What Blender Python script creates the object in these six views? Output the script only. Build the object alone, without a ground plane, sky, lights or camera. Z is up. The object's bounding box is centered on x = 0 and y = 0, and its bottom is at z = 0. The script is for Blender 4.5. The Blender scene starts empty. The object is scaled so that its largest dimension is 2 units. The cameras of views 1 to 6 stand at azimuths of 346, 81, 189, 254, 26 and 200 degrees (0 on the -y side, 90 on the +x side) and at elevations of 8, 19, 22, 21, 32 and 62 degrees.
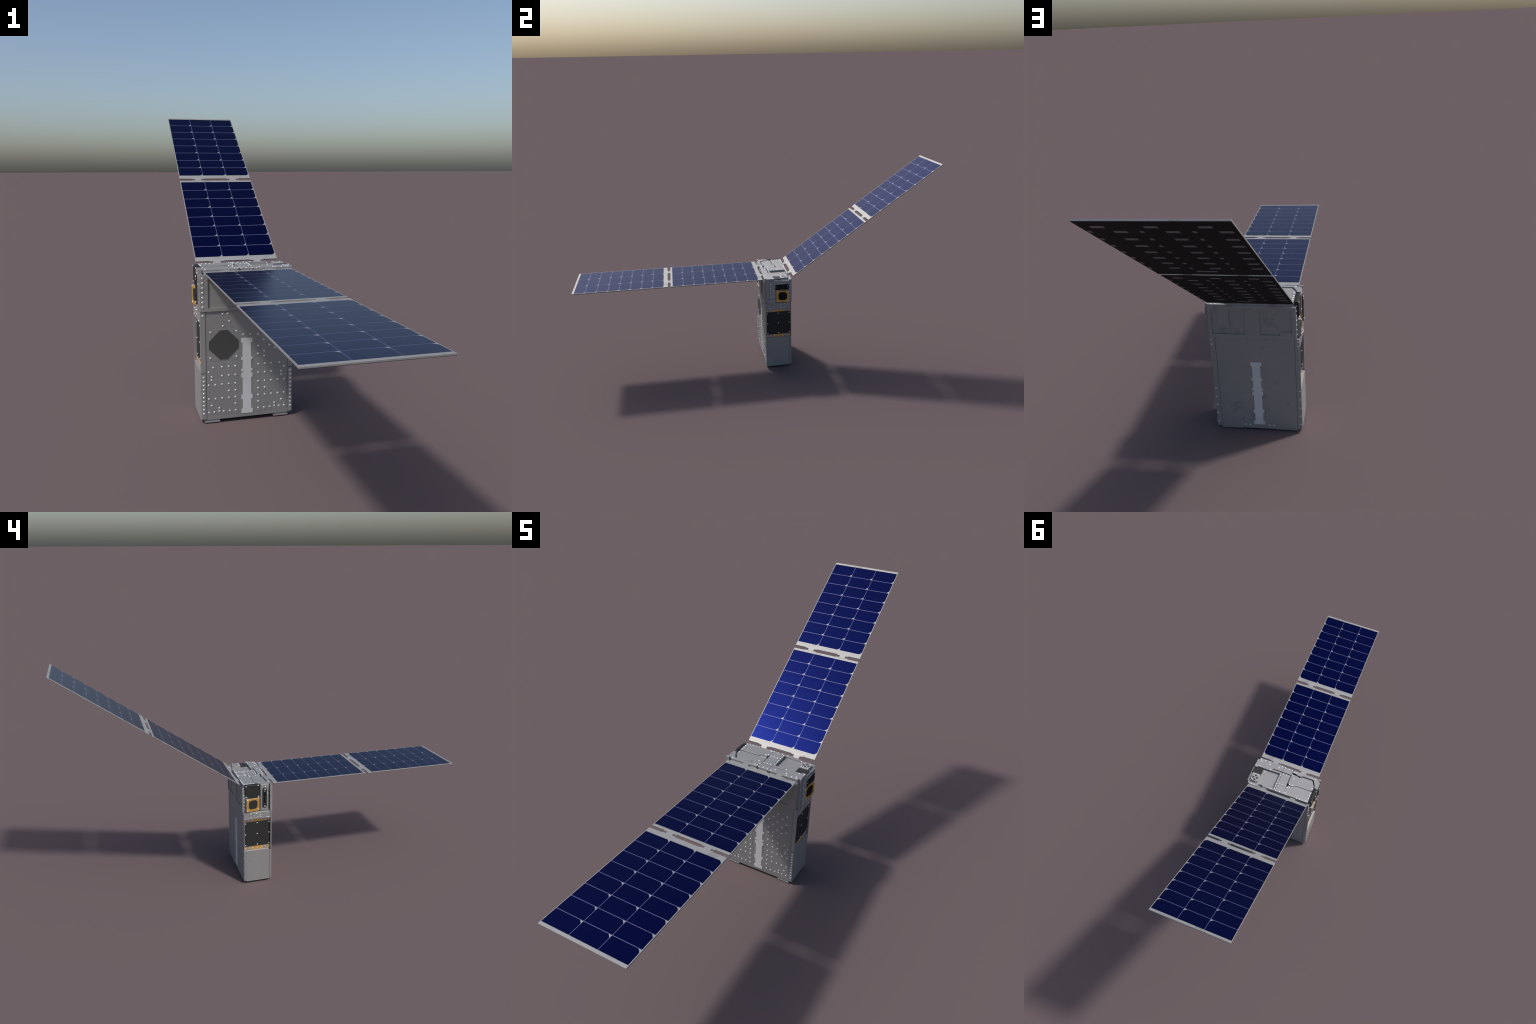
import bpy, bmesh, math
from mathutils import Matrix, Vector

# ---------------------------------------------------------------- materials
def new_mat(name):
    m = bpy.data.materials.new(name)
    m.use_nodes = True
    nt = m.node_tree
    return m, nt, nt.nodes["Principled BSDF"]

def grimy(name, base, dirt, rough=0.5, metallic=0.0, lo=0.60, hi=0.74, amount=0.6,
          scale=9.0, grain=0.06, spec=0.5):
    """Plain surface colour with sparse smudgy stains and a very fine mottling."""
    m, nt, bsdf = new_mat(name)
    N, L = nt.nodes, nt.links
    tc = N.new("ShaderNodeTexCoord")
    mp = N.new("ShaderNodeMapping")
    L.new(tc.outputs["Object"], mp.inputs["Vector"])
    big = N.new("ShaderNodeTexNoise"); big.inputs["Scale"].default_value = scale
    big.inputs["Detail"].default_value = 3.0
    fine = N.new("ShaderNodeTexNoise"); fine.inputs["Scale"].default_value = scale * 8
    fine.inputs["Detail"].default_value = 6.0; fine.inputs["Roughness"].default_value = 0.7
    L.new(mp.outputs[0], big.inputs["Vector"]); L.new(mp.outputs[0], fine.inputs["Vector"])
    add = N.new("ShaderNodeMath"); add.operation = 'MULTIPLY_ADD'
    L.new(fine.outputs["Fac"], add.inputs[0]); add.inputs[1].default_value = 0.45
    sub = N.new("ShaderNodeMath"); sub.operation = 'SUBTRACT'
    L.new(big.outputs["Fac"], sub.inputs[0]); sub.inputs[1].default_value = 0.225
    L.new(sub.outputs[0], add.inputs[2])
    ramp = N.new("ShaderNodeMapRange"); ramp.interpolation_type = 'SMOOTHSTEP'
    ramp.inputs["From Min"].default_value = lo; ramp.inputs["From Max"].default_value = hi
    ramp.inputs["To Max"].default_value = amount
    L.new(add.outputs[0], ramp.inputs["Value"])
    mix = N.new("ShaderNodeMix"); mix.data_type = 'RGBA'
    mix.inputs["A"].default_value = (*base, 1); mix.inputs["B"].default_value = (*dirt, 1)
    L.new(ramp.outputs[0], mix.inputs["Factor"])
    # fine mottling of brightness
    mot = N.new("ShaderNodeMapRange")
    mot.inputs["From Min"].default_value = 0.3; mot.inputs["From Max"].default_value = 0.7
    mot.inputs["To Min"].default_value = 1 - grain; mot.inputs["To Max"].default_value = 1 + grain
    L.new(big.outputs["Fac"], mot.inputs["Value"])
    mul = N.new("ShaderNodeVectorMath"); mul.operation = 'SCALE'
    L.new(mix.outputs["Result"], mul.inputs[0]); L.new(mot.outputs[0], mul.inputs["Scale"])
    L.new(mul.outputs[0], bsdf.inputs["Base Color"])
    bsdf.inputs["Roughness"].default_value = rough
    bsdf.inputs["Metallic"].default_value = metallic
    bsdf.inputs["Specular IOR Level"].default_value = spec
    return m

MET = dict(metallic=0.55, rough=0.60, lo=0.585, hi=0.75, amount=0.50)
M_FRAME = grimy("anodised_aluminium", (0.338, 0.336, 0.334), (0.17, 0.175, 0.18), **MET)
M_FRONT = grimy("dull_aluminium_sheet", (0.31, 0.312, 0.312), (0.17, 0.175, 0.18), **MET)
M_TOP = grimy("machined_aluminium_plate", (0.31, 0.308, 0.308), (0.22, 0.22, 0.21), **MET)
M_WHITE = grimy("pale_panel_frame", (0.335, 0.333, 0.330), (0.20, 0.21, 0.20), lo=0.565, hi=0.70,
                amount=0.6, scale=14, metallic=0.55, rough=0.60)
M_BAR = grimy("pale_grey_strip", (0.63, 0.64, 0.65), (0.56, 0.57, 0.58), rough=0.6, metallic=0.3, amount=0.2)
M_BLACK = grimy("matt_black_coating", (0.024, 0.024, 0.024), (0.03, 0.03, 0.03), rough=0.6, amount=0.4, spec=0.3)
M_OCT = grimy("charcoal_cover", (0.060, 0.060, 0.060), (0.05, 0.05, 0.05), rough=0.6, amount=0.4, spec=0.3)
M_DEEP = grimy("deep_black_cavity", (0.006, 0.006, 0.007), (0.01, 0.01, 0.01), rough=0.7, amount=0.2, spec=0.2)
M_UNDER = grimy("black_circuit_board", (0.010, 0.009, 0.009), (0.014, 0.013, 0.013), rough=0.7, amount=0.3, spec=0.2)
M_PAD = grimy("grey_solder_pad", (0.20, 0.20, 0.21), (0.17, 0.17, 0.17), rough=0.5, metallic=0.2, amount=0.2)
M_GOLD = grimy("gold_plating", (0.62, 0.36, 0.085), (0.50, 0.28, 0.06), rough=0.5, metallic=0.5, amount=0.4)
M_BOLT = grimy("bright_steel", (0.86, 0.86, 0.87), (0.7, 0.7, 0.7), rough=0.38, metallic=0.55, amount=0.2)

def cell_material():
    m, nt, b = new_mat("navy_solar_glass")
    N, L = nt.nodes, nt.links
    tc = N.new("ShaderNodeTexCoord")
    n = N.new("ShaderNodeTexNoise"); n.inputs["Scale"].default_value = 60
    L.new(tc.outputs["Object"], n.inputs["Vector"])
    mx = N.new("ShaderNodeMix"); mx.data_type = 'RGBA'
    mx.inputs["A"].default_value = (0.0020, 0.0052, 0.058, 1)
    mx.inputs["B"].default_value = (0.0026, 0.0062, 0.066, 1)
    L.new(n.outputs["Fac"], mx.inputs["Factor"])
    L.new(mx.outputs["Result"], b.inputs["Base Color"])
    b.inputs["Coat Weight"].default_value = 0.10
    b.inputs["Coat IOR"].default_value = 1.2
    b.inputs["Coat Roughness"].default_value = 0.28
    b.inputs["Metallic"].default_value = 0.93
    b.inputs["Roughness"].default_value = 0.315
    b.inputs["Specular IOR Level"].default_value = 0.15
    return m
M_CELL = cell_material()
M_LINE = grimy("lilac_interconnect", (0.135, 0.145, 0.30), (0.12, 0.13, 0.27), rough=0.6, metallic=0.5, amount=0.3)

# ---------------------------------------------------------------- geometry helpers
COL = bpy.context.scene.collection

def link(ob, parent):
    COL.objects.link(ob)
    if parent is not None:
        ob.parent = parent
    return ob

def mesh_obj(name, bm, mat, parent, smooth=False):
    me = bpy.data.meshes.new(name)
    bmesh.ops.recalc_face_normals(bm, faces=bm.faces)
    bm.to_mesh(me); bm.free()
    me.materials.append(mat)
    if smooth:
        for p in me.polygons: p.use_smooth = True
    return link(bpy.data.objects.new(name, me), parent)

def add_prism(bm, pts, axis, lo, hi, bev=0.0006):
    """Extrude the polygon pts along an axis (0,1,2) from lo to hi. The two
    polygon coordinates are the remaining axes in rising order."""
    def P(a, b, h):
        v = [a, b]; v.insert(axis, h); return v
    t = bmesh.new()
    vs = [t.verts.new(P(a, b, lo)) for a, b in pts]
    f = t.faces.new(vs)
    r = bmesh.ops.extrude_face_region(t, geom=[f])
    d = [0, 0, 0]; d[axis] = hi - lo
    bmesh.ops.translate(t, verts=[g for g in r["geom"] if isinstance(g, bmesh.types.BMVert)], vec=d)
    bmesh.ops.recalc_face_normals(t, faces=t.faces)
    if bev > 0:
        bmesh.ops.bevel(t, geom=list(t.edges), offset=bev, segments=1, affect='EDGES', clamp_overlap=True)
    me = bpy.data.meshes.new("tmp"); t.to_mesh(me); t.free()
    bm.from_mesh(me); bpy.data.meshes.remove(me)

def add_box(bm, x0, x1, y0, y1, z0, z1, bev=0.0006):
    add_prism(bm, [(x0, y0), (x1, y0), (x1, y1), (x0, y1)], 2, z0, z1, bev)

def boxes(name, mat, parent, *bs, bev=0.0006):
    bm = bmesh.new()
    for b in bs: add_box(bm, *b, bev=bev)
    return mesh_obj(name, bm, mat, parent)

def prism(name, mat, parent, pts, axis, lo, hi, bev=0.0006):
    bm = bmesh.new(); add_prism(bm, pts, axis, lo, hi, bev)
    return mesh_obj(name, bm, mat, parent)

def rounded(a0, a1, b0, b1, r, n=5):
    """Rounded rectangle outline."""
    out = []
    for ca, cb, s in ((a1 - r, b1 - r, 0), (a0 + r, b1 - r, 1), (a0 + r, b0 + r, 2), (a1 - r, b0 + r, 3)):
        for i in range(n + 1):
            t = math.pi / 2 * (s + i / n)
            out.append((ca + r * math.cos(t), cb + r * math.sin(t)))
    return out

def disc(ca, cb, r, n=20):
    return [(ca + r * math.cos(2 * math.pi * i / n), cb + r * math.sin(2 * math.pi * i / n)) for i in range(n)]

def cut(ob, cutters):
    """Subtract the (name, prism) cutters from ob, modifiers applied."""
    for pts, axis, lo, hi in cutters:
        bm = bmesh.new(); add_prism(bm, pts, axis, lo, hi, 0)
        me = bpy.data.meshes.new("cutter"); bm.to_mesh(me); bm.free()
        c = bpy.data.objects.new("cutter", me); COL.objects.link(c)
        md = ob.modifiers.new("cut", 'BOOLEAN'); md.operation = 'DIFFERENCE'; md.solver = 'EXACT'; md.object = c
        dg = bpy.context.evaluated_depsgraph_get(); dg.update()
        res = bpy.data.meshes.new_from_object(ob.evaluated_get(dg))
        ob.modifiers.clear()
        old = ob.data; ob.data = res; bpy.data.meshes.remove(old)
        bpy.data.objects.remove(c); bpy.data.meshes.remove(me)
    return ob

# button-head bolt, axis +z, unit radius 1 mm scale later
def bolt_mesh():
    prof = [(1.0, 0.0), (1.0, 0.14), (0.90, 0.32), (0.68, 0.45), (0.42, 0.50)]
    bm = bmesh.new(); n = 14; rings = []
    for r, h in prof:
        rings.append([bm.verts.new((r * math.cos(2 * math.pi * i / n), r * math.sin(2 * math.pi * i / n), h)) for i in range(n)])
    rings.append([bm.verts.new((0.34 * math.cos(2 * math.pi * i / n), 0.34 * math.sin(2 * math.pi * i / n), 0.34)) for i in range(n)])
    for a, b in zip(rings, rings[1:]):
        for i in range(n):
            bm.faces.new((a[i], a[(i + 1) % n], b[(i + 1) % n], b[i]))
    bm.faces.new(rings[-1]); bm.faces.new(list(reversed(rings[0])))
    bmesh.ops.recalc_face_normals(bm, faces=bm.faces)
    me = bpy.data.meshes.new("bolt"); bm.to_mesh(me); bm.free()
    for p in me.polygons: p.use_smooth = len(p.vertices) == 4
    me.materials.append(M_BOLT)
    return me
BOLT = bolt_mesh()
ROT = {'+z': Matrix.Identity(3), '-y': Matrix.Rotation(math.pi / 2, 3, 'X'), '+y': Matrix.Rotation(-math.pi / 2, 3, 'X'),
       '+x': Matrix.Rotation(math.pi / 2, 3, 'Y'), '-x': Matrix.Rotation(-math.pi / 2, 3, 'Y')}
AX = {'x': 0, 'y': 1, 'z': 2}

def bolts(parent, facing, plane, pts, r=0.0032):
    ax = AX[facing[1]]
    for a, b in pts:
        p = [a, b]; p.insert(ax, plane)
        o = bpy.data.objects.new("bolt", BOLT)
        o.matrix_world = Matrix.Translation(p) @ ROT[facing].to_4x4() @ Matrix.Scale(r, 4)
        m = o.matrix_world.copy()
        link(o, parent); o.matrix_world = m

# ---------------------------------------------------------------- the thing
SAT = bpy.data.objects.new("small_satellite", None)
SAT["label"] = "boxy grey satellite with two folded-out blue solar wings"
SAT["category"] = "satellite"
COL.objects.link(SAT)

# overall sizes
XL, XR = -0.1660, 0.1612          # lower body sides
YF, YB = 0.0172, 0.1618           # front and back rails
Z_STEP = 0.3975                   # upper module starts here
Z_LEDGE = 0.5245                  # top of the upper frame
FLOOR = 0.5315                    # floor of the top deck
DECK = 0.5420                     # upper face of the deck plates

# ---- inner core: closes every gap
boxes("inner_core", M_FRAME, SAT, (-0.152, 0.148, 0.0235, 0.157, 0.008, 0.529), bev=0)

# ---- corner rails
def rail(x0, x1, y0, y1, spans):
    return boxes("corner_rail", M_FRAME, SAT, *[(x0, x1, y0, y1, a, b) for a, b in spans])
SPLIT = [(0.0155, 0.1775), (0.1800, Z_STEP - 0.0008)]
def rail_pair(x0, x1, lower, upper, splits):
    (a, b), (c, d) = splits
    return boxes("corner_rail", M_FRAME, SAT, (x0, x1, *lower, a, b), (x0, x1, *upper, c, d))
rail_fl = rail_pair(XL, -0.1472, (YF, 0.0275), (YF, 0.0228), SPLIT)
rail_fr = rail(0.1470, XR + 0.0010, YF, 0.0225, SPLIT)
rail_bl = rail_pair(XL, -0.1490, (0.1515, YB), (0.1582, YB), [(0.0140, 0.1858), (0.1858, Z_STEP - 0.0008)])
rail_br = rail_pair(0.1420, XR - 0.0005, (0.1515, YB), (0.1582, YB), [(0.0130, 0.1858), (0.1858, Z_STEP - 0.0008)])
bolts(rail_fl, '-y', YF, [(-0.1560, 0.1665 - 0.01455 * i) for i in range(10)] + [(-0.1562, 0.3835)], 0.0036)
bolts(rail_fr, '-y', YF, [(0.1562, 0.1672 - 0.01465 * i) for i in range(10)], 0.0036)
back_z = [0.3870, 0.3685, 0.1795, 0.1430, 0.1065, 0.0700, 0.0333]
bolts(rail_bl, '+y', YB, [(-0.1600, z) for z in back_z], 0.0029)
bolts(rail_br, '+y', YB, [(0.1552, z) for z in back_z], 0.0029)

boxes("rail_slot", M_DEEP, SAT, (XL + 0.0008, -0.1490, YF + 0.0010, 0.0265, 0.1770, 0.1805), (0.1490, XR + 0.0002, YF + 0.0010, 0.0220, 0.1770, 0.1805), bev=0)
# ---- front sheet with its riveted sub-plates
FY = 0.0188
front = boxes("front_panel", M_FRONT, SAT, (-0.1460, 0.1458, FY, 0.0240, 0.0105, Z_STEP - 0.0008), (0.140, 0.1525, 0.0205, 0.030, 0.0105, 0.0165), (-0.1555, -0.140, 0.0205, 0.030, 0.0105, 0.0165))
for x0, x1, z0, z1 in ((-0.1425, -0.0345, 0.0265, 0.2130), (0.0290, 0.1420, 0.0265, 0.2210),
                       (0.0270, 0.1280, 0.2270, 0.3560), (-0.1345, -0.0300, 0.2215, 0.3330)):
    boxes("cover_plate", M_FRONT, front, (x0, x1, FY - 0.0004, FY + 0.002, z0, z1), bev=0.0002)
# octagonal dark patch
cx, cz, R, c = -0.0845, 0.2785, 0.0515, 0.0135
octagon = [(cx - R, cz + c), (cx - c, cz + R), (cx + c, cz + R), (cx + R, cz + c),
           (cx + R, cz - c), (cx + c, cz - R), (cx - c, cz - R), (cx - R, cz - c)]
prism("octagonal_cover", M_OCT, front, octagon, 1, FY - 0.0022, FY, 0.0004)
# pale strip with paired ears, the same on the front and on the back
def strip_outline(xc, dz):
    ears = [(0.2805, 0.2960), (0.2180, 0.2275), (0.1765, 0.1850), (0.1535, 0.1695), (0.0745, 0.0905), (0.0230, 0.0388)]
    right = []
    for i, (lo, hi) in enumerate(ears):
        if i > 0: right.append((xc + 0.0150, hi + dz))
        right += [(xc + 0.0203, hi + dz), (xc + 0.0203, lo + dz)]
        if i < len(ears) - 1: right.append((xc + 0.0150, lo + dz))
    return right + [(2 * xc - x, z) for x, z in reversed(right)]
prism("pale_strip", M_BAR, front, strip_outline(-0.0022, 0.0), 1, FY - 0.0014, FY, 0.0002)

rows = [(0.1985, 0), (0.1675, 0), (0.1360, 0), (0.1110, 0), (0.0857, 0), (0.0613, 0), (0.0370, 0)]
pts = []
# left plate
pts += [(x, 0.1988) for x in (-0.1218, -0.0912, -0.0675, -0.0438)]
pts += [(-0.1382, 0.1833), (-0.1276, 0.1657), (-0.1277, 0.1541)]
pts += [(x, 0.1672) for x in (-0.0912, -0.0678, -0.0441)]
pts += [(x, 0.1364) for x in (-0.1381, -0.1151, -0.0911, -0.0678, -0.0440)]
pts += [(-0.0676, 0.1111), (-0.0438, 0.1111)]
pts += [(x, 0.0861) for x in (-0.1380, -0.1149, -0.0912, -0.0679, -0.0440)]
pts += [(-0.1291, 0.0619), (-0.0442, 0.0619), (-0.1019, 0.0508), (-0.1021, 0.0390)]
pts += [(x, 0.0376) for x in (-0.1383, -0.1196, -0.0857, -0.0646, -0.0436)]
# right lower plate
pts += [(x, 0.1987) for x in (0.0386, 0.0620, 0.0859, 0.1163)] + [(0.1325, 0.1831), (0.1228, 0.1662), (0.1228, 0.1543)]
pts += [(x, 0.1678) for x in (0.0385, 0.0619, 0.0859)]
pts += [(x, 0.1362) for x in (0.0384, 0.0619, 0.0855, 0.1092, 0.1326)]
pts += [(0.0384, 0.1113), (0.0619, 0.1113)]
pts += [(x, 0.0859) for x in (0.0383, 0.0618, 0.0855, 0.1093, 0.1328)]
pts += [(0.1231, 0.0614), (0.0382, 0.0616), (0.0974, 0.0507), (0.0974, 0.0391)]
pts += [(x, 0.0375) for x in (0.0381, 0.0592, 0.0804, 0.1141, 0.1330)]
# right upper plate: staggered lattice
pitch = 0.0206
lattice = [(2, 0), (1, 1), (0, 2), (4, 0), (3, 1), (2, 2), (1, 3), (0, 4), (4, 2), (3, 3), (2, 4), (4, 4)]
pts += [(0.0382 + pitch * i, 0.3480 - pitch * j) for i, j in lattice]
pts += [(0.0383, 0.2366), (0.0602, 0.2456), (0.0602, 0.2272), (0.0995, 0.2545)]
# around the octagon and above
pts += [(-0.0866, 0.3867), (-0.0693, 0.3871), (-0.0636, 0.3598), (-0.0859, 0.3440), (-0.1301, 0.3238),
        (-0.0392, 0.3236), (-0.1310, 0.2328), (-0.0396, 0.2325), (-0.0145, 0.3092), (0.0105, 0.3094)]
bolts(front, '-y', FY - 0.0004, pts, 0.0033)

# ---- back sheet
BY = 0.1606
back = boxes("back_panel", M_FRAME, SAT, (-0.1484, 0.1414, 0.155, BY, 0.0050, Z_STEP - 0.0008),
             (-0.157, -0.1478, 0.150, BY - 0.002, 0.0075, 0.016), (0.1408, 0.152, 0.150, BY - 0.002, 0.0075, 0.016))
prism("pale_strip", M_BAR, back, strip_outline(-0.0028, 0.0010), 1, BY, BY + 0.0014, 0.0002)
bolts(back, '+y', BY, [(x, 0.0205) for x in (0.0513, 0.0332, -0.0398, -0.0575)], 0.0029)

# ---- feet under the body
def foot(x0, x1, y0, y1):
    o = boxes("foot", M_FRAME, SAT, (x0, x1, y0, y1, 0.0, 0.0058), (x0 + 0.003, x1 - 0.003, y0 + 0.003, y1 - 0.003, 0.004, 0.012))
    return o
foot(-0.1525, -0.0985, 0.0200, 0.050); foot(0.0940, 0.1480, 0.0200, 0.050)
foot(-0.1480, -0.0640, 0.120, 0.1575); foot(0.0690, 0.1440, 0.120, 0.1575)

# ---- sides of the lower body
def side(sign, face, floor, ys):
    """Lower cover, bridge above, and the recessed gold-edged black radiator plate."""
    def X(a, b): return (min(a, b), max(a, b))
    f = '+x' if sign > 0 else '-x'
    y0, y1 = ys
    inner = sign * 0.140
    cover = boxes("side_cover", M_FRAME, SAT, (*X(inner, face), y0, y1, 0.0085, 0.1855))
    bridge = boxes("side_bridge", M_FRAME, SAT, (*X(inner, face - sign * 0.0008), 0.0235, 0.1578, 0.3565, Z_STEP - 0.0008))
    gold = boxes("gold_backing", M_GOLD, SAT, (*X(inner, floor - sign * 0.0010), 0.0225, 0.1580, 0.1862, 0.3560), bev=0)
    yc = 0.0900
    plate = prism("radiator_plate", M_BLACK, gold,
                  [(yc - 0.0675, 0.2045), (yc + 0.0660, 0.2045), (yc + 0.0680, 0.2065), (yc + 0.0680, 0.3365), (yc + 0.0630, 0.3415),
                   (yc - 0.0625, 0.3415), (yc - 0.0675, 0.3365)], 0, *X(floor - sign * 0.0015, floor), 0.0004)
    for z0, z1 in ((0.1868, 0.2045), (0.3415, 0.3555)):
        for y in (yc - 0.0427, yc + 0.0425):
            boxes("grey_lug", M_FRAME, gold, (*X(floor - sign * 0.0015, floor - sign * 0.0004), y - 0.0110, y + 0.0110, z0, z1), bev=0.0003)
    bolts(plate, f, floor, [(yc + dy, z) for dy in (-0.0612, 0, 0.0612) for z in (0.2120, 0.2720, 0.3320)], 0.0030)
    bolts(gold, f, floor - sign * 0.0008, [(yc + dy, z) for dy in (-0.0612, -0.0427, -0.0238, 0, 0.0238, 0.0425, 0.0612) for z in (0.1950, 0.3488)], 0.0025)
    return cover, bridge
cover_r, bridge_r = side(+1, XR, 0.1540, (0.0228, 0.1500))
cover_l, bridge_l = side(-1, XL, -0.1565, (0.0285, 0.1510))
# small blocks and bolts on the bridges
boxes("bracket", M_FRAME, bridge_r, (0.158, XR + 0.0008, 0.0300, 0.0485, 0.3590, 0.3860), (0.158, XR + 0.0004, 0.0500, 0.0930, 0.3590, 0.3850),
      (0.158, XR + 0.0012, 0.0955, 0.1320, 0.3600, 0.3960))
bolts(bridge_r, '+x', XR + 0.0008, [(0.1005, 0.3895), (0.1265, 0.3892), (0.1007, 0.3699), (0.1264, 0.3696), (0.0478, 0.3675)], 0.0028)
boxes("bracket", M_FRAME, bridge_l, (XL - 0.0010, -0.162, 0.1210, 0.1297, 0.3585, 0.3925), (XL - 0.0006, -0.162, 0.0300, 0.1160, 0.3600, 0.3940),
      (XL - 0.0014, -0.162, 0.0630, 0.1014, 0.3680, 0.3690))
bolts(bridge_l, '-x', XL - 0.0008, [(0.1252, 0.3886), (0.1253, 0.3690), (0.0976, 0.3886), (0.0771, 0.3925), (0.0771, 0.3785), (0.0423, 0.3632), (0.0338, 0.3629)], 0.0030)

# ---- upper frame with milled pockets
frame_xy = [(-0.1600, 0.0200), (0.1550, 0.0200), (0.1550, 0.0245), (0.1642, 0.0245), (0.1642, 0.0405), (0.1580, 0.0405),
            (0.1580, 0.1655), (-0.1575, 0.1655), (-0.1575, 0.0760), (-0.1655, 0.0760), (-0.1655, 0.0345), (-0.1600, 0.0345)]
upper = prism("upper_frame", M_FRAME, SAT, frame_xy, 2, Z_STEP, Z_LEDGE)
pd = 0.1655 - 0.0045
cut(upper, [
    ([(0.0262, 0.4135), (0.1472, 0.4135), (0.1472, 0.5110), (0.1260, 0.5110), (0.1250, 0.4760), (0.1200, 0.4530), (0.1150, 0.4490), (0.0825, 0.4490),
      (0.0825, 0.5110), (0.0262, 0.5110)], 1, pd, 0.2),
    ([(-0.0262, 0.5110), (-0.0262, 0.4133), (-0.0985, 0.4133), (-0.1012, 0.4262), (-0.1422, 0.4262), (-0.1405, 0.5115)], 1, pd, 0.2)])
ff = boxes("front_frame", M_FRAME, SAT, (-0.1655, 0.1548, 0.0142, 0.0202, Z_STEP, 0.5255))
cut(ff, [([(-0.1375, 0.4095), (-0.0280, 0.4095), (-0.0280, 0.5085), (-0.1375, 0.5085)], 1, 0.0, 0.0190),
         ([(0.0280, 0.4095), (0.1245, 0.4095), (0.1245, 0.5085), (0.0280, 0.5085)], 1, 0.0, 0.0190)])
bolts(ff, '-y', 0.0142, [(-0.1562, 0.5135 - 0.01655 * i) for i in range(7)], 0.0037)
# corner columns
boxes("corner_column", M_FRAME, SAT, (-0.1702, -0.1560, 0.0206, 0.0275, 0.3990, 0.5440))
boxes("corner_column", M_FRAME, SAT, (0.1465, 0.1550, 0.0165, 0.0250, 0.5255, 0.5400), (0.1550, 0.1642, 0.0250, 0.0400, 0.5245, 0.5410))

# ---- +x upper side: riveted plate, wedge with gold square sensor, black bar unit
plate_r = prism("side_plate", M_FRAME, SAT,
                [(0.0400, 0.3940), (0.0705, 0.3930), (0.0735, 0.4040), (0.0735, 0.4740), (0.1500, 0.4740), (0.1500, 0.5300), (0.0690, 0.5350), (0.0560, 0.5265), (0.0400, 0.5265)],
                0, 0.1560, 0.1690)
bolts(plate_r, '+x', 0.1690, [(0.0457, 0.5131 - 0.0255 * i) for i in range(5)] + [(0.0609, z) for z in (0.4743, 0.4423, 0.4110)] +
      [(0.0902, 0.5150), (0.1066, 0.5150), (0.1203, 0.5280), (0.1327, 0.5278), (0.1440, 0.5280)], 0.0027)
bolts(upper, '+x', 0.1580, [(0.1560, 0.5115 - 0.0183 * i) for i in range(6)], 0.0027)
bolts(upper, '-x', -0.1575, [(0.1575, 0.5262 - 0.01845 * i) for i in range(7)], 0.0030)

def sensor(sign, xn, xf, y0, y1, z0, z1):
    """Tilted square sensor: wedge housing, gold face plate with a rounded dark window, four screws."""
    n, f = sign * xn, sign * xf
    base = sign * 0.150
    w = prism("sensor_housing", M_FRAME, SAT, [(base, y0 - 0.001), (n - sign * 0.0014, y0), (f - sign * 0.0014, y1), (base, y1)], 2, z0, z1)
    L = math.hypot(xf - xn, y1 - y0)
    e1 = Vector(((f - n) / L, (y1 - y0) / L, 0)); e2 = Vector((0, 0, 1)); nn = e1.cross(e2)
    if nn.x * sign < 0: nn = -nn
    org = Vector((n, y0, z0))
    M = Matrix.Identity(4)
    for i, col in enumerate((e1, e2, e1.cross(e2))):
        for j in range(3): M[j][i] = col[j]
    M.translation = org
    s = 1 if e1.cross(e2).x * sign > 0 else -1
    H = z1 - z0
    g = prism("gold_plate", M_GOLD, w, [(0, 0), (L, 0), (L, H), (0, H)], 2, min(0, -s * 0.0013), max(0, -s * 0.0013), 0.0003)
    cut(g, [(rounded(L * 0.18, L * 0.84, H * 0.175, H * 0.87, H * 0.22), 2, -0.01, 0.01)])
    g.matrix_world = M
    d = prism("sensor_window", M_DEEP if sign > 0 else M_BLACK, w, rounded(L * 0.15, L * 0.87, H * 0.15, H * 0.90, H * 0.22), 2,
              min(-s * 0.0030, -s * 0.0008), max(-s * 0.0030, -s * 0.0008), 0)
    d.matrix_world = M
    for a, b in ((0.085, 0.09), (0.915, 0.09), (0.085, 0.945), (0.915, 0.945)):
        o = bpy.data.objects.new("bolt", BOLT); link(o, w)
        o.matrix_world = M @ Matrix.Translation((L * a, H * b, 0)) @ (Matrix.Rotation(0 if s > 0 else math.pi, 4, 'X')) @ Matrix.Scale(0.0034, 4)
sensor(+1, 0.1630, 0.1738, 0.0770, 0.1478, 0.4030, 0.4712)
sensor(-1, 0.1615, 0.1728, 0.0770, 0.1480, 0.4022, 0.4704)

bar = prism("connector_block", M_DEEP, SAT, [(0.160, 0.0705), (0.1700, 0.0715), (0.1728, 0.1450), (0.1700, 0.1478), (0.160, 0.1478)], 2, 0.4770, 0.5080, 0.0015)
boxes("connector_detail", M_BLACK, bar, (0.168, 0.1726, 0.080, 0.134, 0.4870, 0.4895), (0.168, 0.1732, 0.104, 0.119, 0.5010, 0.5050), (0.168, 0.1722, 0.076, 0.080, 0.482, 0.503), (0.168, 0.1736, 0.138, 0.141, 0.482, 0.503))
bolts(bar, '+x', 0.1710, [(0.0760, 0.4975)], 0.0024)
bolts(bar, '+x', 0.1728, [(0.1400, 0.4985)], 0.0024)

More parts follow.
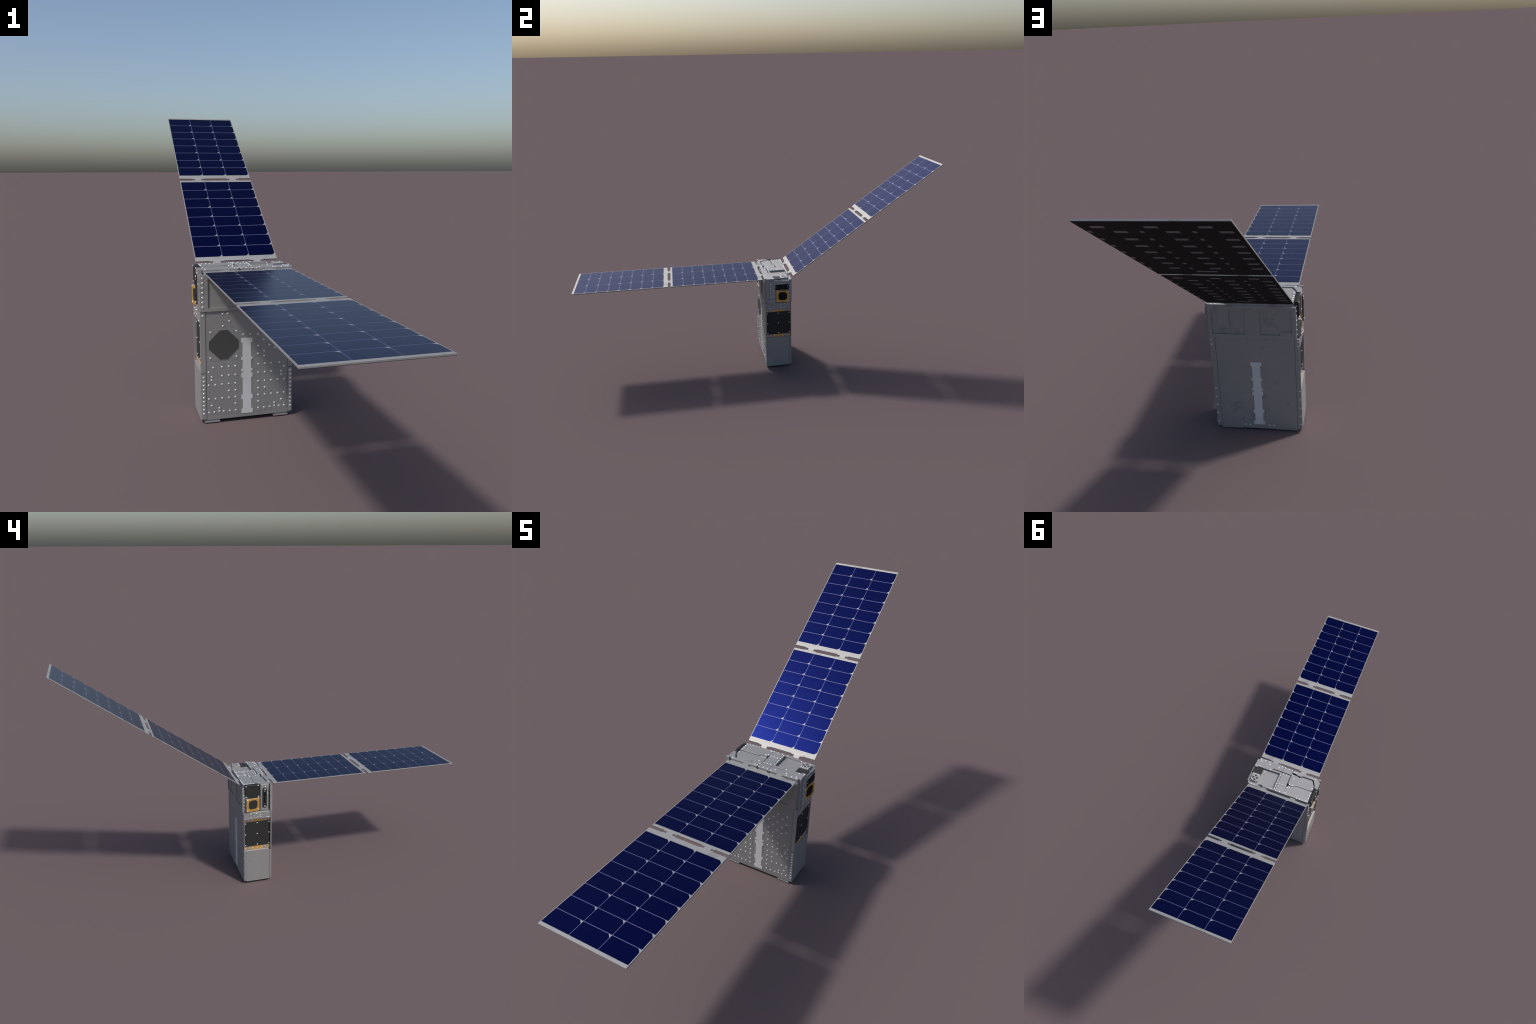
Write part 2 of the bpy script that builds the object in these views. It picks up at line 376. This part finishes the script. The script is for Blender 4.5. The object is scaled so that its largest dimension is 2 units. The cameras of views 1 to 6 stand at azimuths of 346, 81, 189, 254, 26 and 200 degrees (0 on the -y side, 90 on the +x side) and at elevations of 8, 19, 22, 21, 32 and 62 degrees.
# ---- -x upper side: plate with slotted black pill, black cover box
plate_l = prism("side_plate", M_FRAME, SAT, [(0.0345, 0.4020), (0.0760, 0.4020), (0.0760, 0.5385), (0.0345, 0.5385)], 0, -0.1682, -0.1600)
boxes("side_slot", M_DEEP, plate_l, (-0.1608, -0.1590, 0.0282, 0.0338, 0.4050, 0.5080), bev=0)
pill = prism("slotted_latch", M_BLACK, plate_l, rounded(0.0440, 0.0650, 0.4175, 0.5235, 0.0104, 8), 0, -0.1722, -0.1670, 0.0008)
boxes("latch_detail", M_DEEP, pill, (-0.1728, -0.170, 0.0505, 0.0590, 0.4420, 0.4950), (-0.1732, -0.170, 0.0470, 0.0620, 0.4900, 0.4990), (-0.1732, -0.170, 0.0470, 0.0620, 0.4350, 0.4400))
bolts(pill, '-x', -0.1722, [(0.0540, 0.5148), (0.0543, 0.4255)], 0.0036)
bolts(pill, '-x', -0.1722, [(0.0552, 0.5050), (0.0549, 0.4385)], 0.0018)
bolts(plate_l, '-x', -0.1682, [(0.0515, 0.5280), (0.0392, 0.4907), (0.0587, 0.4127)], 0.0030)
# rounded black box at the top corner
box_l = prism("star_tracker_cover", M_BLACK, SAT,
              [(0.0800, 0.5415), (0.0795, 0.4860), (0.0830, 0.4790), (0.0950, 0.4755), (0.1120, 0.4740), (0.1300, 0.4750), (0.1440, 0.4790),
               (0.1510, 0.4880), (0.1530, 0.5060), (0.1532, 0.5415)], 0, -0.1668, -0.1500, 0.0012)
boxes("cooling_rib", M_DEEP, box_l, *[(-0.1535 - 0.0042 * i, -0.1520 - 0.0042 * i, 0.082, 0.151, 0.5400, 0.5424) for i in range(2)], bev=0)
bolts(box_l, '-x', -0.1668, [(0.1485, 0.5375), (0.0870, 0.5380), (0.1480, 0.4810), (0.0845, 0.4790)], 0.0032)

# ---- top deck
deck = prism("top_deck", M_TOP, SAT,
             [(-0.1480, 0.0155), (0.1540, 0.0150), (0.1540, 0.0260), (0.1635, 0.0260), (0.1635, 0.1600), (0.1520, 0.1660), (0.0900, 0.1655), (0.0830, 0.1605),
              (-0.1490, 0.1605), (-0.1490, 0.0760), (-0.1640, 0.0760), (-0.1640, 0.0300), (-0.1480, 0.0300)], 2, Z_LEDGE - 0.002, FLOOR)
boxes("slit_shadow_plate", M_DEEP, deck, (-0.1475, 0.0300, 0.0210, 0.1580, FLOOR - 0.002, FLOOR + 0.0008), (0.030, 0.0745, 0.0480, 0.0540, FLOOR - 0.002, FLOOR + 0.0008), bev=0)  # black sheet under the plates, darkens the slits like deep shadow
def plate(pts, top=DECK, lo=FLOOR - 0.001, mat=M_TOP):
    return prism("deck_plate", mat, deck, pts, 2, lo, top, 0.0005)
# right front plate
pA = plate([(0.1640, 0.0275), (0.1540, 0.0265), (0.1535, 0.0150), (0.0930, 0.0142), (0.0905, 0.0165), (0.0610, 0.0165), (0.0590, 0.0150), (0.0370, 0.0160), (0.0236, 0.0185),
            (0.0236, 0.0488), (0.0745, 0.0490), (0.0755, 0.0635), (0.1490, 0.0640), (0.1505, 0.0700), (0.1640, 0.0700)])
# front centre plate, bar beside the pocket, centre plates
pB = plate([(0.0226, 0.0180), (-0.0225, 0.0190), (-0.0225, 0.0488), (0.0226, 0.0488)])
pF = plate([(0.0740, 0.0530), (0.0236, 0.0530), (0.0236, 0.1600), (0.0880, 0.1600), (0.0880, 0.1545), (0.1030, 0.1545), (0.1030, 0.1495), (0.0315, 0.1495), (0.0315, 0.0620), (0.0740, 0.0630)])
pC = plate([(0.0222, 0.0530), (-0.0205, 0.0530), (-0.0205, 0.1195), (0.0222, 0.1195)])
pD = plate([(0.0222, 0.1200), (-0.0222, 0.1200), (-0.0230, 0.1600), (0.0222, 0.1600)])
# left plates either side of the wavy slit
pE = plate([(-0.0240, 0.0420), (-0.0400, 0.0420), (-0.0500, 0.0430), (-0.0625, 0.0455), (-0.0640, 0.0500), (-0.0690, 0.0440), (-0.0804, 0.0390), (-0.1310, 0.0392), (-0.1470, 0.0652), (-0.1495, 0.0900),
            (-0.1370, 0.0950), (-0.0673, 0.0952), (-0.0457, 0.1065), (-0.0350, 0.1045), (-0.0270, 0.0990), (-0.0240, 0.0930)], top=0.5402)
pG = plate([(-0.0230, 0.1200), (-0.0300, 0.1070), (-0.0457, 0.1095), (-0.0673, 0.0982), (-0.1370, 0.0980), (-0.1490, 0.0960), (-0.1492, 0.1600), (-0.0900, 0.1608), (-0.0810, 0.1590), (-0.0235, 0.1600)])
# left front edge strip and the corner piece
pH = plate([(-0.0245, 0.0270), (-0.0290, 0.0195), (-0.1475, 0.0195), (-0.1500, 0.0255), (-0.1655, 0.0300), (-0.1670, 0.0740), (-0.1520, 0.0745), (-0.1510, 0.0640), (-0.1350, 0.0342), (-0.0790, 0.0342), (-0.0700, 0.0400),
            (-0.0500, 0.0395), (-0.0440, 0.0340), (-0.0300, 0.0335), (-0.0245, 0.0380)])
bolts(pA, '+z', DECK, [(0.0346, 0.0214), (0.0478, 0.0330), (0.0970, 0.0332), (0.1026, 0.0214), (0.1248, 0.0212), (0.1415, 0.0300), (0.1468, 0.0210), (0.1610, 0.0612), (0.1415, 0.0588), (0.0835, 0.0588)], 0.0030)
bolts(pB, '+z', DECK, [(-0.0195, 0.0225), (-0.0012, 0.0245), (0.0192, 0.0225)], 0.0030)
bolts(pF, '+z', DECK, [(0.0272, y) for y in (0.0701, 0.0894, 0.1042, 0.1193, 0.1338, 0.1488)] + [(0.0434, 0.1562)], 0.0029)
bolts(pC, '+z', DECK, [(x, y) for x in (0.0151, -0.0008, -0.0164) for y in (0.0578, 0.1165)], 0.0026)
bolts(pD, '+z', DECK, [(0.0190, 0.1562), (-0.0012, 0.1540), (-0.0200, 0.1560)], 0.0030)
bolts(pE, '+z', 0.5402, [(-0.0415, 0.0645), (-0.0325, 0.0990), (-0.0471, 0.0992), (-0.1428, 0.0803), (-0.0275, 0.0455)], 0.0031)
bolts(pG, '+z', DECK, [(-0.0281, 0.1494), (-0.0352, 0.1565), (-0.0905, 0.1565), (-0.1054, 0.1565), (-0.1197, 0.1565), (-0.1345, 0.1565), (-0.1448, 0.1521),
                       (-0.1450, 0.1374), (-0.1450, 0.1221), (-0.1450, 0.1071), (-0.0290, 0.1215), (-0.0360, 0.1160)], 0.0030)
bolts(pH, '+z', DECK, [(-0.1430, 0.0275), (-0.0315, 0.0295), (-0.0405, 0.0300)], 0.0031)
bolts(deck, '+z', FLOOR, [(0.1085, 0.0745), (0.1085, 0.1505), (0.1300, 0.1600), (0.1440, 0.1600)], 0.0028)
# peg at the end of the rear rim
prism("rim_peg", M_BOLT, deck, disc(0.152, 0.537, 0.0022, 12), 0, 0.1030, 0.1075, 0.0003)
# posts; notch shadows modelled as black blocks, front edge of the deck
prism("guide_post", M_TOP, deck, disc(0.0275, 0.0145, 0.0026, 14), 2, FLOOR - 0.004, DECK - 0.001, 0.0004)
boxes("notch_shadow_block", M_BLACK, deck, (0.0205, 0.0240, 0.0155, 0.0185, 0.5300, 0.5395), (-0.0270, -0.0225, 0.0165, 0.0190, 0.5300, 0.5395))
# cross-drilled block
blk = boxes("drilled_block", M_TOP, deck, (0.1185, 0.1575, 0.1035, 0.1470, FLOOR - 0.001, DECK))
bc = (0.1380, 0.1265)
cut(blk, [(disc(bc[0] + dx, bc[1] + dy, 0.0046, 14), 2, DECK - 0.0085, DECK + 0.01) for dx, dy in ((0, -0.0100), (0.0100, 0.0012), (0, 0.0108), (-0.0100, 0.0004))]
    + [([(0.114, 0.1405), (0.1285, 0.1405), (0.1285, 0.150), (0.114, 0.150)], 2, 0.5365, 0.56), ([(0.1480, 0.1405), (0.162, 0.1405), (0.162, 0.150), (0.1480, 0.150)], 2, 0.5365, 0.56)])
boxes("hole_shadow_plate", M_DEEP, blk, *[(bc[0] + dx - 0.0040, bc[0] + dx + 0.0040, bc[1] + dy - 0.0040, bc[1] + dy + 0.0040, 0.5320, 0.5342) for dx, dy in ((0, -0.0100), (0.0100, 0.0012), (0, 0.0108), (-0.0100, 0.0004))], bev=0)  # deep shade at the hole bottoms, made as black plates
bolts(blk, '+z', DECK, [(0.1516, 0.1112), (0.1425, 0.1075), (0.1335, 0.1075), (0.1241, 0.1112), (0.1514, 0.1385), (0.1246, 0.1385)], 0.0024)
# black electronics block on the deck
boxes("black_module", M_BLACK, deck, (0.1175, 0.1640, 0.0705, 0.1025, FLOOR - 0.001, 0.5378), (0.1175, 0.1490, 0.0650, 0.0720, FLOOR - 0.001, 0.5378),
      (0.1180, 0.1330, 0.0660, 0.0800, 0.5370, 0.5392), (0.1400, 0.1640, 0.0900, 0.1020, 0.5370, 0.5386))

# ---------------------------------------------------------------- solar wings
LEN, GAP, HALF, THK = 0.4947, 0.0155, 0.1531, 0.0043
TAB = [(-0.0880, -0.0617), (0.0617, 0.0880)]
def panel_outline(sg, inner):
    """Plate outline (x, s): inner edge carries two hinge tabs with small shoulders."""
    p = []
    seq = []
    for a, b in TAB:
        seq += [(a - 0.0130, 0.0), (a - 0.0130, -0.0028), (a, -0.0028), (a, -GAP + 0.0002), (b, -GAP + 0.0002), (b, -0.0028), (b + 0.0130, -0.0028), (b + 0.0130, 0.0)]
    p = [(-HALF, 0.0)] + seq + [(HALF, 0.0), (HALF, LEN)]
    if inner:   # outer edge of the inner panel: matching shoulders
        for a, b in reversed(TAB):
            p += [(b + 0.0130, LEN), (b + 0.0130, LEN + 0.0028), (b + 0.0003, LEN + 0.0028), (b + 0.0003, LEN - 0.0002), (a - 0.0003, LEN - 0.0002), (a - 0.0003, LEN + 0.0028), (a - 0.0130, LEN + 0.0028), (a - 0.0130, LEN)]
    p.append((-HALF, LEN))
    return [(x, sg * s) for x, s in p]

def cell_mesh(sg):
    w, h, c = 0.0994, 0.0562, 0.0108
    # x from 0..w, s from 0..h; corner (w, 0) is cut in two facets
    pts = [(0, 0), (w - c, 0), (w - c * 0.44, c * 0.46), (w, c), (w, h), (0, h)]
    bm = bmesh.new(); add_prism(bm, [(x, sg * s) for x, s in pts], 2, -0.0004, 0.00016, 0)
    bmesh.ops.recalc_face_normals(bm, faces=bm.faces)
    me = bpy.data.meshes.new("solar_cell"); bm.to_mesh(me); bm.free(); me.materials.append(M_CELL)
    return me
def pad_mesh(w, h):
    bm = bmesh.new(); add_box(bm, -w / 2, w / 2, -h / 2, h / 2, -0.0003, 0.0004, 0)
    bmesh.ops.recalc_face_normals(bm, faces=bm.faces)
    me = bpy.data.meshes.new("contact_pad"); bm.to_mesh(me); bm.free(); me.materials.append(M_PAD)
    return me
PADS = {k: pad_mesh(*k) for k in ((0.0276, 0.0140), (0.0082, 0.0140), (0.0550, 0.0140))}

def wing(sg, origin, tilt):
    frame = Matrix.Translation(origin) @ Matrix.Rotation(tilt, 4, 'X')
    cm = cell_mesh(sg)
    for k in range(2):
        M = frame @ Matrix.Translation((0, sg * k * (LEN + GAP), 0))
        panel = prism("solar_panel", M_WHITE, SAT, panel_outline(sg, k == 0), 2, -THK, 0, 0.0004)
        panel.matrix_world = M
        a, b = sorted((sg * 0.0004, sg * (LEN - 0.0004)))
        sheet = boxes("circuit_backing", M_UNDER, panel, (-HALF + 0.0004, HALF - 0.0004, a, b, -THK - 0.0007, -THK + 0.0002), bev=0.0002)
        sheet.matrix_world = M
        for r in range(8):
            for c in range(3):
                o = bpy.data.objects.new("solar_cell", cm); link(o, panel)
                o.matrix_world = M @ Matrix.Translation((-0.1508 + 0.1008 * c, sg * (0.0214 + 0.0580 * r + 0.0006), 0))
        # lilac interconnect lines in the gaps between the cells
        bm = bmesh.new()
        for r in range(1, 8):
            y = sg * (0.0214 + 0.0580 * r - 0.00035)
            add_box(bm, -0.1508, 0.1500, y - 0.0010, y + 0.0010, -0.0003, 0.00008, 0)
        for c in range(1, 3):
            x = -0.1508 + 0.1008 * c - 0.0008
            for r in range(8):
                a, b = sorted((sg * (0.0214 + 0.0580 * r + 0.0008), sg * (0.0214 + 0.0580 * (r + 1) - 0.0016)))
                add_box(bm, x - 0.0009, x + 0.0009, a, b, -0.0003, 0.00007, 0)
        wires = mesh_obj("interconnect_lines", bm, M_LINE, panel)
        wires["kind"] = "stuff"
        wires.matrix_world = M
        def pad(key, x, s):
            o = bpy.data.objects.new("contact_pad", PADS[key]); link(o, sheet)
            o.matrix_world = M @ Matrix.Translation((x, sg * s, -THK - 0.0007))
        big, small, long = PADS
        for x in (0.1160, 0.0100, -0.0958): pad(big, x, 0.4580)
        for r in range(7):
            s = 0.4235 - 0.0570 * r
            for x in (0.0822, -0.0232, -0.1290): pad(big, x, s)
            for x in (0.1455, 0.0391, -0.0664): pad(small, x, s)
        pad(long, 0.0080, 0.0425)
wing(-1, (0, 0.0055, 0.5375), 0.0)
wing(+1, (0, 0.1745, 0.5475), math.radians(35.0))
